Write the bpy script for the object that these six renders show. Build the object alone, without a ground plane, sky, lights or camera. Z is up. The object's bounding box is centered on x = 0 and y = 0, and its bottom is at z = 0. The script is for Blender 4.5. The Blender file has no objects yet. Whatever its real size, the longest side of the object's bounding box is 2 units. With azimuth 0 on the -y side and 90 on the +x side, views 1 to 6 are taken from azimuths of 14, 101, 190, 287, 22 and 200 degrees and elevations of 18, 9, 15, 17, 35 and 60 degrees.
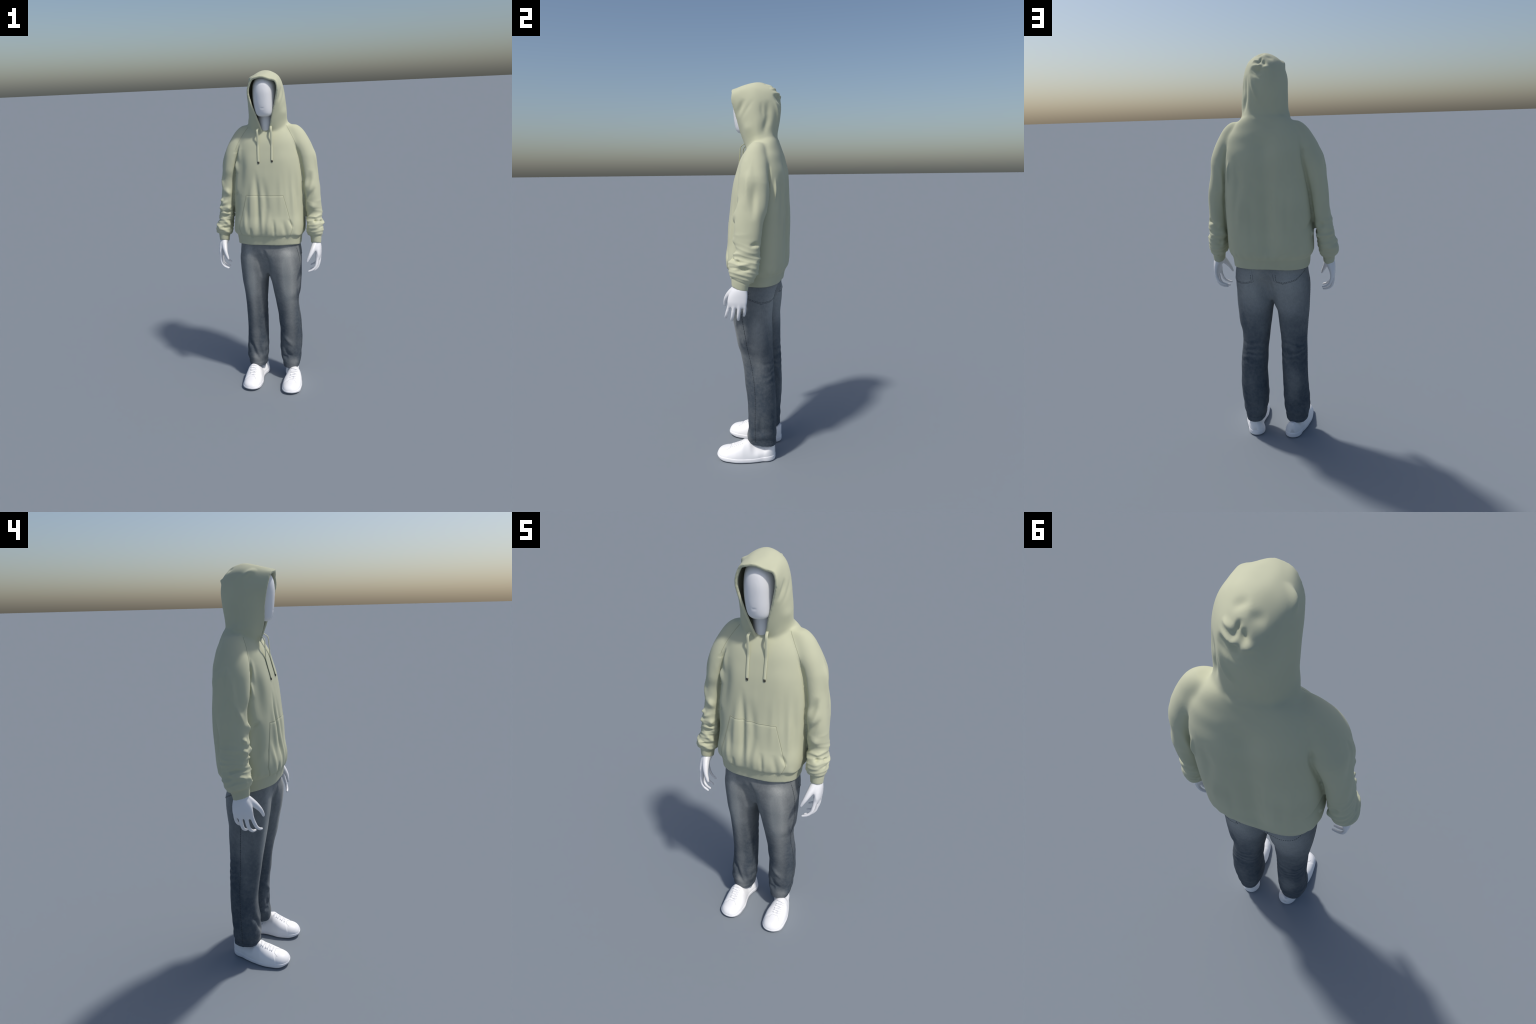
"""A faceless white shop-window mannequin in a sage hoodie, grey jeans and white sneakers."""
import bpy, math
import numpy as np
from mathutils import Vector
from mathutils.bvhtree import BVHTree

TAU = 2 * math.pi
rng = np.random.default_rng(7)

# ----------------------------------------------------------------------------- numeric helpers
def smooth_table(zs, vals):
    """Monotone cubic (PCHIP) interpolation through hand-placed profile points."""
    x = np.asarray(zs, float); y = np.asarray(vals, float)
    if x[0] > x[-1]: x, y = x[::-1], y[::-1]
    h = np.diff(x); d = np.diff(y) / h
    m = np.zeros_like(y)
    m[0], m[-1] = d[0], d[-1]
    for i in range(1, len(y) - 1):
        if d[i-1] * d[i] > 0:
            w1, w2 = 2*h[i] + h[i-1], h[i] + 2*h[i-1]
            m[i] = (w1 + w2) / (w1 / d[i-1] + w2 / d[i])
    def f(q):
        q = np.clip(np.asarray(q, float), x[0], x[-1])
        i = np.clip(np.searchsorted(x, q) - 1, 0, len(h) - 1)
        t = (q - x[i]) / h[i]
        return ((1+2*t)*(1-t)**2*y[i] + t*(1-t)**2*h[i]*m[i] + t*t*(3-2*t)*y[i+1] + t*t*(t-1)*h[i]*m[i+1])
    return f

def catmull(P, u):
    """Catmull-Rom through points P (n,...), u in [0, n-1]."""
    P = np.asarray(P, float); n = len(P)
    u = np.clip(np.asarray(u, float), 0, n - 1 - 1e-9)
    i = u.astype(int); t = (u - i).reshape((-1,) + (1,) * (P.ndim - 1))
    p1, p2 = P[i], P[i+1]
    p0 = np.where((i > 0).reshape(t.shape), P[np.maximum(i-1, 0)], 2*p1 - p2)
    p3 = np.where((i < n-2).reshape(t.shape), P[np.minimum(i+2, n-1)], 2*p2 - p1)
    return .5*(2*p1 + (p2-p0)*t + (2*p0-5*p1+4*p2-p3)*t*t + (3*p1-p0-3*p2+p3)*t**3)

def sstep(a, b, x):
    t = np.clip((x - a) / (b - a), 0, 1)
    return t * t * (3 - 2 * t)

def vnoise(P, seed=0):
    """Value noise in [-1, 1] on points (n,3)."""
    P = np.asarray(P, float)
    I = np.floor(P).astype(np.int64); F = P - I; F = F*F*(3-2*F)
    def h(dx, dy, dz):
        k = ((I[:,0]+dx)*374761393 + (I[:,1]+dy)*668265263 + (I[:,2]+dz)*2147483647 + seed*974634777) & 0xffffffff
        k = ((k ^ (k >> 13)) * 1274126177) & 0xffffffff
        k = k ^ (k >> 16)
        return (k & 0xffff) / 32767.5 - 1
    x, y, z = F[:,0], F[:,1], F[:,2]
    c = lambda a, b, t: a + (b - a) * t
    return c(c(c(h(0,0,0),h(1,0,0),x), c(h(0,1,0),h(1,1,0),x), y),
             c(c(h(0,0,1),h(1,0,1),x), c(h(0,1,1),h(1,1,1),x), y), z)

# ----------------------------------------------------------------------------- mesh helpers
def loft(rings, closed=True, cap=True):
    """Quads through equal-length rings; optional fan caps at both ends."""
    rings = np.asarray(rings, float); m, n, _ = rings.shape
    V = rings.reshape(-1, 3); F = []
    for i in range(m - 1):
        for j in range(n if closed else n - 1):
            k = (j + 1) % n
            F.append((i*n+j, i*n+k, (i+1)*n+k, (i+1)*n+j))
    if cap:
        V = np.vstack([V, rings[0].mean(0), rings[-1].mean(0)])
        a, b = m*n, m*n+1
        for j in range(n):
            k = (j + 1) % n
            F.append((a, k, j)); F.append((b, (m-1)*n+j, (m-1)*n+k))
    return V, F

def merge(parts):
    V, F, o = [], [], 0
    for v, f in parts:
        V.append(v); F += [tuple(i + o for i in q) for q in f]; o += len(v)
    return np.vstack(V), F

def make_mesh(name, V, F, smooth=True):
    me = bpy.data.meshes.new(name)
    me.from_pydata([tuple(p) for p in V], [], F)
    me.validate(); me.update()
    if smooth: me.polygons.foreach_set("use_smooth", [True] * len(me.polygons))
    return me

def add(name, me, parent=None, mat=None):
    ob = bpy.data.objects.new(name, me)
    bpy.context.scene.collection.objects.link(ob)
    if parent: ob.parent = parent
    if mat is not None: me.materials.clear(); me.materials.append(mat)
    return ob

def add_arrays(name, V, F, parent=None, mat=None, smooth=True):
    return add(name, make_mesh(name, V, F, smooth), parent, mat)

def arrays(me):
    V = np.empty(len(me.vertices) * 3); me.vertices.foreach_get("co", V)
    L = np.empty(len(me.loops), np.int64); me.loops.foreach_get("vertex_index", L)
    S = np.empty(len(me.polygons), np.int64); me.polygons.foreach_get("loop_start", S)
    T = np.empty(len(me.polygons), np.int64); me.polygons.foreach_get("loop_total", T)
    return V.reshape(-1, 3), L, S, T

def voxel_union(V, F, size):
    """Fuse overlapping closed pieces into one skin with the Remesh modifier."""
    me = make_mesh("tmp", V, F, False)
    ob = bpy.data.objects.new("tmp", me); bpy.context.scene.collection.objects.link(ob)
    md = ob.modifiers.new("r", "REMESH"); md.mode = "VOXEL"; md.voxel_size = size; md.adaptivity = 0
    dg = bpy.context.evaluated_depsgraph_get()
    out = bpy.data.meshes.new_from_object(ob.evaluated_get(dg))
    bpy.data.objects.remove(ob); bpy.data.meshes.remove(me)
    V, L, S, T = arrays(out)
    Fq = np.array([L[s:s+4] if t == 4 else np.append(L[s:s+3], -1) for s, t in zip(S, T)])
    bpy.data.meshes.remove(out)
    return V, Fq

class Skin:
    """A fused surface that can be smoothed, folded and finally split by region."""
    def __init__(s, V, F):
        s.V, s.F = V, F
        q = F[F[:,3] >= 0]; t = F[F[:,3] < 0]
        E = np.vstack([q[:,[0,1]], q[:,[1,2]], q[:,[2,3]], q[:,[3,0]], t[:,[0,1]], t[:,[1,2]], t[:,[2,0]]])
        E = np.unique(np.sort(E, 1), axis=0); s.E = E
        s.deg = np.maximum(np.bincount(E.ravel(), minlength=len(V)), 1)
    def lap(s, X):
        a, b = s.E[:,0], s.E[:,1]
        out = np.empty_like(X)
        for c in range(X.shape[1]):
            out[:,c] = (np.bincount(a, X[b,c], len(X)) + np.bincount(b, X[a,c], len(X))) / s.deg
        return out
    def smooth(s, n, w=1.0, lam=.6):
        w = np.broadcast_to(np.asarray(w, float), (len(s.V),))[:,None]
        for _ in range(n): s.V = s.V + lam * w * (s.lap(s.V) - s.V)
    def normals(s):
        F = s.F; V = s.V
        d = np.where(F[:,3] >= 0, F[:,3], F[:,2])
        fn = np.cross(V[F[:,2]] - V[F[:,0]], V[d] - V[F[:,1]])
        tri = F[:,3] < 0
        fn[tri] = np.cross(V[F[tri,1]] - V[F[tri,0]], V[F[tri,2]] - V[F[tri,0]])
        N = np.zeros_like(V)
        for k in range(4):
            idx = F[:,k]; ok = idx >= 0
            for c in range(3): N[:,c] += np.bincount(idx[ok], fn[ok,c], len(V))
        return N / np.maximum(np.linalg.norm(N, axis=1, keepdims=True), 1e-12)
    def blur(s, X, n):
        for _ in range(n): X = .4 * X + .6 * s.lap(X)
        return X
    def stroke(s, pts, width, depth, Nb):
        """Press a soft valley (depth < 0) or raise a ridge along a short polyline on the cloth."""
        pts = np.asarray(pts, float)
        c = pts[len(pts)//2] if len(pts) % 2 else pts[len(pts)//2 - 1:len(pts)//2 + 1].mean(0)
        n0 = Nb[np.argmin(((s.V - c)**2).sum(1))]
        lo, hi = pts.min(0) - 3*width, pts.max(0) + 3*width
        idx = np.nonzero(((s.V > lo) & (s.V < hi)).all(1))[0]
        if not len(idx): return
        X = s.V[idx]; best = np.full(len(X), 9.); along = np.zeros(len(X)); m = len(pts) - 1
        for i in range(m):
            a, d = pts[i], pts[i+1] - pts[i]
            t = np.clip(((X - a) @ d) / (d @ d), 0, 1)
            r = X - a - t[:,None] * d
            r -= .7 * np.outer(r @ n0, n0)
            r = np.linalg.norm(r, axis=1)
            up = r < best; best[up] = r[up]; along[up] = (i + t[up]) / m
        g = np.exp(-(best / width)**2) * 1.1 * np.sin(math.pi * np.clip(along, 0, 1)) ** 1.5
        side = np.clip((Nb[idx] @ n0) * 1.5 + .25, 0, 1)
        inner = np.clip(-(Nb[idx] @ n0) * 1.5 - .25, 0, 1) * (np.abs((X - c) @ n0) < .03)
        s.V[idx] += np.outer(depth * g * np.maximum(side, inner), n0)
    def bvh(s):
        return BVHTree.FromPolygons([Vector(v) for v in s.V], [tuple(f[:4] if f[3] >= 0 else f[:3]) for f in s.F])
    def split(s, label, names, parents, mats):
        """Separate faces by region; borders coincide and every piece keeps the whole skin's normals."""
        N = s.normals(); out = {}
        for k, nm in enumerate(names):
            fs = s.F[label == k]
            used = np.unique(fs[fs >= 0]); mp = np.full(len(s.V) + 1, -1); mp[used] = np.arange(len(used))
            faces = [tuple(int(mp[i]) for i in f if i >= 0) for f in fs]
            me = bpy.data.meshes.new(nm)
            me.from_pydata([tuple(p) for p in s.V[used]], [], faces); me.update()
            me.polygons.foreach_set("use_smooth", [True] * len(me.polygons))
            me.normals_split_custom_set_from_vertices([tuple(n) for n in N[used]])
            p = parents[k]
            out[k] = add(nm, me, out[p] if isinstance(p, int) else p, mats[k])
        return out

def tube(pts, radius, n=8, flat=1.0, side=None):
    """Swept round or flattened tube along a polyline; flat scales the thickness across 'side'."""
    P = np.asarray(pts, float); m = len(P)
    T = np.gradient(P, axis=0); T /= np.linalg.norm(T, axis=1, keepdims=True)
    R = np.broadcast_to(np.asarray(radius, float), (m,))
    ref = np.array([0., 0, 1]) if side is None else np.asarray(side, float)
    rings = []
    for i in range(m):
        a = ref - T[i] * (ref @ T[i])
        if np.linalg.norm(a) < 1e-4: a = np.array([1., 0, 0]) - T[i] * T[i][0]
        a /= np.linalg.norm(a); b = np.cross(T[i], a)
        th = np.arange(n) * TAU / n
        rings.append(P[i] + R[i] * (np.outer(np.cos(th), a) + flat * np.outer(np.sin(th), b)))
    return loft(rings)

def ball(c, r, nu=20, nv=12):
    r = np.broadcast_to(np.asarray(r, float), (3,))
    th = np.arange(nu) * TAU / nu
    rings = [np.c_[np.cos(th)*math.sin(p), np.sin(th)*math.sin(p), np.full(nu, math.cos(p))] * r + c
             for p in np.linspace(math.pi - .02, .02, nv)]
    return loft(rings)

# ----------------------------------------------------------------------------- materials
def nodes_of(name):
    m = bpy.data.materials.new(name); m.use_nodes = True
    nt = m.node_tree; b = nt.nodes["Principled BSDF"]
    return m, nt, b

def N(nt, kind, **kw):
    n = nt.nodes.new(kind)
    for k, v in kw.items():
        if k in n.inputs: n.inputs[k].default_value = v
        else: setattr(n, k, v)
    return n

def plain(name, col, rough, spec=.5, coat=0, metal=0):
    m, nt, b = nodes_of(name)
    tc = N(nt, "ShaderNodeTexCoord")
    no = N(nt, "ShaderNodeTexNoise", Scale=14., Detail=3.)
    nt.links.new(tc.outputs["Object"], no.inputs["Vector"])
    r = N(nt, "ShaderNodeValToRGB")
    r.color_ramp.elements[0].position, r.color_ramp.elements[1].position = .3, .7
    r.color_ramp.elements[0].color = [c * .97 for c in col] + [1]
    r.color_ramp.elements[1].color = list(col) + [1]
    nt.links.new(no.outputs["Fac"], r.inputs["Fac"]); nt.links.new(r.outputs["Color"], b.inputs["Base Color"])
    b.inputs["Roughness"].default_value = rough; b.inputs["Specular IOR Level"].default_value = spec
    b.inputs["Coat Weight"].default_value = coat; b.inputs["Metallic"].default_value = metal
    return m

def fleece(name, col, rib=False):
    m, nt, b = nodes_of(name); L = nt.links.new
    tc = N(nt, "ShaderNodeTexCoord")
    big = N(nt, "ShaderNodeTexNoise", Scale=5., Detail=4.)
    fine = N(nt, "ShaderNodeTexNoise", Scale=700., Detail=2.)
    L(tc.outputs["Object"], big.inputs["Vector"]); L(tc.outputs["Object"], fine.inputs["Vector"])
    r = N(nt, "ShaderNodeValToRGB")
    r.color_ramp.elements[0].position, r.color_ramp.elements[1].position = .32, .68
    r.color_ramp.elements[0].color = [c * .965 for c in col] + [1]
    r.color_ramp.elements[1].color = [min(c * 1.03, 1) for c in col] + [1]
    L(big.outputs["Fac"], r.inputs["Fac"])
    L(r.outputs["Color"], b.inputs["Base Color"])
    bp = N(nt, "ShaderNodeBump", Strength=.12, Distance=.001)
    if rib:
        w = N(nt, "ShaderNodeTexWave", Scale=75., Distortion=.6, bands_direction="X")
        w.inputs["Detail"].default_value = 1
        mp = N(nt, "ShaderNodeMapping"); mp.inputs["Rotation"].default_value = (0, 0, .7)
        L(tc.outputs["Object"], mp.inputs["Vector"]); L(mp.outputs["Vector"], w.inputs["Vector"])
        L(w.outputs["Fac"], bp.inputs["Height"]); bp.inputs["Strength"].default_value = .12
    else:
        L(fine.outputs["Fac"], bp.inputs["Height"])
    L(bp.outputs["Normal"], b.inputs["Normal"])
    b.inputs["Roughness"].default_value = .93; b.inputs["Specular IOR Level"].default_value = .15
    b.inputs["Sheen Weight"].default_value = .08; b.inputs["Sheen Roughness"].default_value = .6
    return m

SAGE = (.526, .535, .382)
M_fleece = fleece("fleece", SAGE)
M_rib = fleece("ribbed_knit", tuple(c * .97 for c in SAGE), True)
M_seam = plain("seam_thread", tuple(c * .78 for c in SAGE), .9, .1)
M_cord = plain("drawstring_cotton", tuple(min(c * 1.06, 1) for c in SAGE), .9, .15)
M_metal = plain("dark_metal", (.12, .11, .09), .35, .5, 0, .7)
M_skin = plain("white_gloss", (.80, .80, .82), .32, .5)
M_leather = plain("white_leather", (.90, .90, .91), .5, .4)
M_rubber = plain("white_rubber", (.86, .86, .88), .55, .35)
M_lace = plain("lace_cotton", (.88, .88, .89), .85, .2)
M_shade_grey = plain("painted_shade_grey", (.50, .52, .55), .7, .3)  # grey standing in for shade at the eyelets and along the vamp notch
M_sock = plain("ankle_grey", (.45, .48, .52), .6, .3)

def denim(name):
    m, nt, b = nodes_of(name); L = nt.links.new
    tc = N(nt, "ShaderNodeTexCoord"); ob = tc.outputs["Object"]
    def noise(scale, detail, vec=ob, rough=.6):
        n = N(nt, "ShaderNodeTexNoise", Scale=scale, Detail=detail, Roughness=rough); L(vec, n.inputs["Vector"]); return n.outputs["Fac"]
    def math2(op, a, c, clamp=False):
        n = N(nt, "ShaderNodeMath", operation=op, use_clamp=clamp)
        for i, v in enumerate((a, c)):
            if isinstance(v, (int, float)): n.inputs[i].default_value = v
            else: L(v, n.inputs[i])
        return n.outputs[0]
    def mix(f, c1, c2, mode="MIX"):
        n = N(nt, "ShaderNodeMix", data_type="RGBA", blend_type=mode)
        for k, v in ((0, f), (6, c1), (7, c2)):
            if isinstance(v, (int, float)): n.inputs[k].default_value = v
            elif isinstance(v, tuple): n.inputs[k].default_value = v
            else: L(v, n.inputs[k])
        return n.outputs[2]
    def blob(center, radius):
        """Soft worn patch: 1 in the middle, 0 outside an ellipsoid."""
        mp = N(nt, "ShaderNodeMapping", vector_type="TEXTURE")
        mp.inputs["Location"].default_value = center; mp.inputs["Scale"].default_value = radius
        L(ob, mp.inputs["Vector"])
        g = N(nt, "ShaderNodeTexGradient", gradient_type="SPHERICAL"); L(mp.outputs["Vector"], g.inputs["Vector"])
        s = N(nt, "ShaderNodeMapRange", interpolation_type="SMOOTHERSTEP"); L(g.outputs["Fac"], s.inputs["Value"])
        return s.outputs["Result"]
    dark, light = (.063, .083, .107, 1), (.41, .425, .415, 1)
    fade = None
    for c, r, k in DENIM_FADES:
        f = math2("MULTIPLY", blob(c, r), k)
        fade = f if fade is None else math2("ADD", fade, f)
    patch = math2("SUBTRACT", noise(9., 5.), .5)
    fade = math2("ADD", fade, math2("MULTIPLY", patch, .45))
    mottle = math2("SUBTRACT", noise(60., 4.), .5)
    fade = math2("ADD", fade, math2("MULTIPLY", mottle, .30))
    # thin pale creases across the back of the knee
    wv = N(nt, "ShaderNodeTexWave", Scale=9., Distortion=9., bands_direction="Z"); wv.inputs["Detail"].default_value = 3; wv.inputs["Detail Scale"].default_value = 1.2
    L(ob, wv.inputs["Vector"])
    knee = math2("ADD", blob((-.10, .10, .52), (.14, .10, .13)), blob((.13, .12, .50), (.14, .11, .14)))
    fade = math2("ADD", fade, math2("MULTIPLY", math2("MULTIPLY", math2("SUBTRACT", wv.outputs["Fac"], .45), knee), .16))
    col = mix(math2("ADD", fade, .08, True), dark, light)
    # diagonal twill grain
    mp = N(nt, "ShaderNodeMapping"); mp.inputs["Rotation"].default_value = (.5, .6, .4); mp.inputs["Scale"].default_value = (420, 420, 90)
    L(ob, mp.inputs["Vector"])
    tw = noise(1., 2., mp.outputs["Vector"])
    col = mix(math2("MULTIPLY", tw, .34), col, (.02, .022, .028, 1))
    L(col, b.inputs["Base Color"])
    bp = N(nt, "ShaderNodeBump", Strength=.2, Distance=.0012); L(tw, bp.inputs["Height"]); L(bp.outputs["Normal"], b.inputs["Normal"])
    b.inputs["Roughness"].default_value = .9; b.inputs["Specular IOR Level"].default_value = .2
    return m

# worn, lighter patches of the denim: centre, radii, strength
DENIM_FADES = [((.130, -.12, .72), (.080, .17, .44), 1.0), ((-.112, -.12, .70), (.062, .17, .44), 1.0),
               ((.13, -.06, .38), (.062, .10, .30), .55), ((-.112, -.06, .36), (.055, .10, .30), .55),
               ((.10, .14, .86), (.16, .14, .26), .50), ((-.10, .14, .86), (.16, .14, .26), .50),
               ((0, 0, 1.0), (.48, .42, .72), .52), ((-.11, .14, .33), (.07, .07, .17), .28), ((.13, .16, .33), (.07, .07, .17), .20),
               ((.20, .06, .66), (.06, .07, .30), .38), ((-.19, .03, .60), (.06, .06, .30), .20),
               ((.15, -.04, .13), (.08, .08, .12), .50), ((-.10, -.05, .14), (.07, .08, .12), .50)]
M_denim = denim("faded_denim")
M_stitch = plain("denim_stitch", (.040, .046, .055), .9, .1)
M_ridge = plain("denim_ridge", (.085, .095, .108), .9, .1)

# ----------------------------------------------------------------------------- the thing
root = bpy.data.objects.new("dressed_mannequin", None)
bpy.context.scene.collection.objects.link(root)
root["label"] = "faceless white mannequin in sage hoodie, grey jeans, white sneakers"
root["category"] = "mannequin"

# ----------------------------------------------------------------------------- hoodie
VOX = .0036
TH = np.arange(72) * TAU / 72

def column(rows, cols, tilt=None, dz=.012, nf=2.0, nb=2.0, n=72):
    """Horizontal cross-section loft. rows: (z, x_low, x_high, y_front, y_back)."""
    R = np.asarray(rows, float)
    f = [smooth_table(R[:,0], R[:,k]) for k in range(1, 5)]
    z = np.arange(R[:,0].min(), R[:,0].max() + 1e-6, dz)
    th = np.arange(n) * TAU / n
    rings = []
    for q in z:
        xl, xh, yf, yb = [g(q) for g in f]
        cx, cy = (xl + xh) / 2, (yf + yb) / 2
        c, s = np.cos(th), np.sin(th)
        e = np.where(s < 0, 2 / nf, 2 / nb)
        x = cx + (xh - xl) / 2 * np.sign(c) * np.abs(c)**e
        y = cy + (yb - yf) / 2 * np.sign(s) * np.abs(s)**e
        zz = np.full(n, q) + (tilt(q, y - cy) if tilt else 0)
        rings.append(np.c_[x, y, zz])
    return rings

TORSO = [(.970, -.193, .198, -.116, .153), (1.000, -.195, .200, -.120, .158), (1.022, -.198, .202, -.124, .165),
         (1.040, -.210, .214, -.131, .176), (1.060, -.217, .221, -.135, .182), (1.10, -.216, .222, -.137, .187),
         (1.18, -.213, .222, -.124, .190), (1.27, -.211, .223, -.115, .192), (1.34, -.207, .223, -.106, .192),
         (1.42, -.200, .222, -.096, .191), (1.50, -.198, .218, -.081, .189), (1.55, -.195, .210, -.067, .185),
         (1.60, -.187, .199, -.052, .172), (1.63, -.176, .186, -.038, .165), (1.655, -.155, .165, -.022, .156),
         (1.68, -.138, .148, .000, .148), (1.70, -.120, .130, .012, .141), (1.718, -.098, .106, .02, .133)]
SLEEVE_R = [(.985, .266, .326, -.044, .034), (1.005, .264, .327, -.045, .038), (1.022, .262, .328, -.045, .044),
            (1.036, .244, .333, -.055, .058), (1.058, .238, .335, -.057, .070), (1.10, .234, .336, -.046, .090),
            (1.14, .228, .326, -.032, .098), (1.17, .224, .330, -.018, .106), (1.22, .214, .319, -.020, .120),
            (1.30, .205, .313, -.020, .132), (1.38, .195, .302, -.011, .150), (1.45, .178, .288, -.004, .152),
            (1.52, .155, .279, .000, .151), (1.56, .140, .265, .000, .148), (1.60, .125, .247, .004, .142),
            (1.63, .110, .230, .014, .134), (1.66, .095, .210, .026, .126), (1.688, .085, .178, .042, .114), (1.700, .08, .150, .055, .100)]
SLEEVE_L = [(.985, .262, .320, -.044, .034), (1.005, .260, .321, -.045, .038), (1.022, .258, .323, -.045, .044),
            (1.036, .242, .337, -.055, .060), (1.058, .238, .343, -.054, .072), (1.10, .234, .330, -.040, .088),
            (1.14, .226, .320, -.035, .098), (1.19, .220, .316, -.029, .108), (1.24, .212, .306, -.023, .114),
            (1.30, .202, .302, -.017, .122), (1.38, .190, .296, -.011, .136), (1.44, .176, .288, -.019, .147),
            (1.52, .150, .275, -.016, .153), (1.56, .136, .260, -.012, .147), (1.60, .120, .240, -.002, .141),
            (1.63, .105, .222, .012, .133), (1.66, .090, .201, .026, .126), (1.688, .080, .168, .042, .114), (1.700, .075, .140, .055, .100)]
def forward(T, dx, dy):
    s = lambda z: float(sstep(1.10, 1.24, z))
    return [(z, a + dx * s(z), b + dx * s(z), f - .014 * s(z), k - dy * s(z)) for z, a, b, f, k in T]
SLEEVE_R, SLEEVE_L = forward(SLEEVE_R, .007, .022), forward(SLEEVE_L, -.004, .014)
SLEEVE_L = [(z, -b, -a, f, k) for z, a, b, f, k in SLEEVE_L]
sleeve_tilt = lambda z, dy: -.36 * float(sstep(1.30, 1.02, z)) * dy
hem_rise = lambda y: .022 * sstep(.03, -.10, y)          # the hem rides up over the front pocket
torso_tilt = lambda z, dy: float(sstep(1.12, 1.0, z)) * hem_rise(dy + .02)

# hood: rows run from the neckline up to the crown, columns from the front edge to the back seam
HOOD_R = [[(.022, -.018, 1.648), (.085, -.004, 1.676), (.124, .060, 1.706), (.086, .124, 1.706), (0, .146, 1.700)],
          [(.038, -.036, 1.700), (.098, -.002, 1.712), (.121, .058, 1.726), (.084, .117, 1.724), (0, .136, 1.718)],
          [(.053, -.050, 1.750), (.105, -.004, 1.750), (.120, .055, 1.752), (.079, .114, 1.752), (0, .136, 1.748)],
          [(.078, -.064, 1.820), (.110, -.010, 1.820), (.117, .050, 1.820), (.078, .118, 1.820), (0, .150, 1.815)],
          [(.099, -.081, 1.900), (.104, -.018, 1.902), (.106, .045, 1.905), (.072, .116, 1.898), (0, .157, 1.880)],
          [(.087, -.082, 1.943), (.086, -.020, 1.957), (.083, .040, 1.963), (.060, .104, 1.950), (0, .145, 1.935)],
          [(.050, -.092, 1.955), (.045, -.030, 1.981), (.042, .033, 1.992), (.034, .085, 1.982), (0, .128, 1.958)]]
HOOD_TOP = [(.012, -.100, 1.969), (.005, -.045, 1.983), (0, .033, 2.000), (0, .082, 1.993), (0, .116, 1.975)]
HOOD_L = [[(-.014, -.020, 1.646), (-.076, -.006, 1.672), (-.114, .060, 1.702), (-.082, .124, 1.704), (0, .146, 1.700)],
          [(-.026, -.044, 1.700), (-.089, -.008, 1.710), (-.112, .058, 1.722), (-.072, .115, 1.722), (0, .136, 1.718)],
          [(-.042, -.060, 1.750), (-.090, -.012, 1.750), (-.102, .055, 1.750), (-.072, .114, 1.750), (0, .136, 1.748)],
          [(-.068, -.070, 1.820), (-.094, -.016, 1.820), (-.099, .050, 1.820), (-.070, .118, 1.820), (0, .150, 1.815)],
          [(-.080, -.084, 1.890), (-.094, -.020, 1.896), (-.093, .045, 1.900), (-.066, .116, 1.896), (0, .157, 1.880)],
          [(-.055, -.095, 1.951), (-.070, -.020, 1.956), (-.075, .040, 1.959), (-.056, .104, 1.948), (0, .145, 1.935)],
          [(-.022, -.103, 1.965), (-.034, -.036, 1.980), (-.038, .033, 1.990), (-.033, .085, 1.980), (0, .128, 1.958)]]

def hood_surface(nu=90, nv=44):
    # a skirt row below the neckline lets the hood grow out of the shoulders
    skirt = lambda row: [tuple((np.array(p) - [0, .06, 0]) * [.86, .86, 1] + [0, .06, -.035]) for p in row]
    net = np.array([skirt(HOOD_R[0])] + HOOD_R + [HOOD_TOP] + HOOD_L[::-1] + [skirt(HOOD_L[0])])   # rows x 5 x 3
    round_back = np.stack([net[:,3,0] * .52, net[:,3,1] + .78 * (net[:,4,1] - net[:,3,1]), .45 * net[:,3,2] + .55 * net[:,4,2]], 1)
    net = np.concatenate([net[:, :4], round_back[:, None], net[:, 4:]], 1)
    rows = catmull(net, np.linspace(0, len(net) - 1, nu))         # nu x 6 x 3
    G = catmull(rows.transpose(1, 0, 2), np.linspace(0, 5, nv)).transpose(1, 0, 2)
    return G

def shell(G, thick):
    """Give an open grid thickness toward its inside and close the rim; back seam ends coincide."""
    du = np.gradient(G, axis=0); dv = np.gradient(G, axis=1)
    Nn = np.cross(du, dv); Nn /= np.maximum(np.linalg.norm(Nn, axis=2, keepdims=True), 1e-9)
    c = np.array([0, .03, 1.84])
    if ((G - c) * Nn).sum() < 0: Nn = -Nn
    Nn[:, -3:] = Nn[:, -4:-3] * .5 + np.array([0, .5, 0])
    thick = np.linspace(0, 1, G.shape[1]); thick = (.0075 + .0050 * sstep(.16, .04, thick))[None, :, None]
    I = G - Nn * thick
    nu, nv, _ = G.shape
    V = np.vstack([G.reshape(-1, 3), I.reshape(-1, 3)]); o = nu * nv; F = []
    q = lambda i, j: i * nv + j
    for i in range(nu - 1):
        for j in range(nv - 1):
            F.append((q(i,j), q(i+1,j), q(i+1,j+1), q(i,j+1)))
            F.append((o+q(i,j), o+q(i,j+1), o+q(i+1,j+1), o+q(i+1,j)))
    rim = [q(i, 0) for i in range(nu)] + [q(nu-1, j) for j in range(1, nv)] + [q(i, nv-1) for i in range(nu-2, -1, -1)] + [q(0, j) for j in range(nv-2, 0, -1)]
    for a, b in zip(rim, rim[1:] + rim[:1]): F.append((a, o+a, o+b, b))
    return V, F

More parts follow.
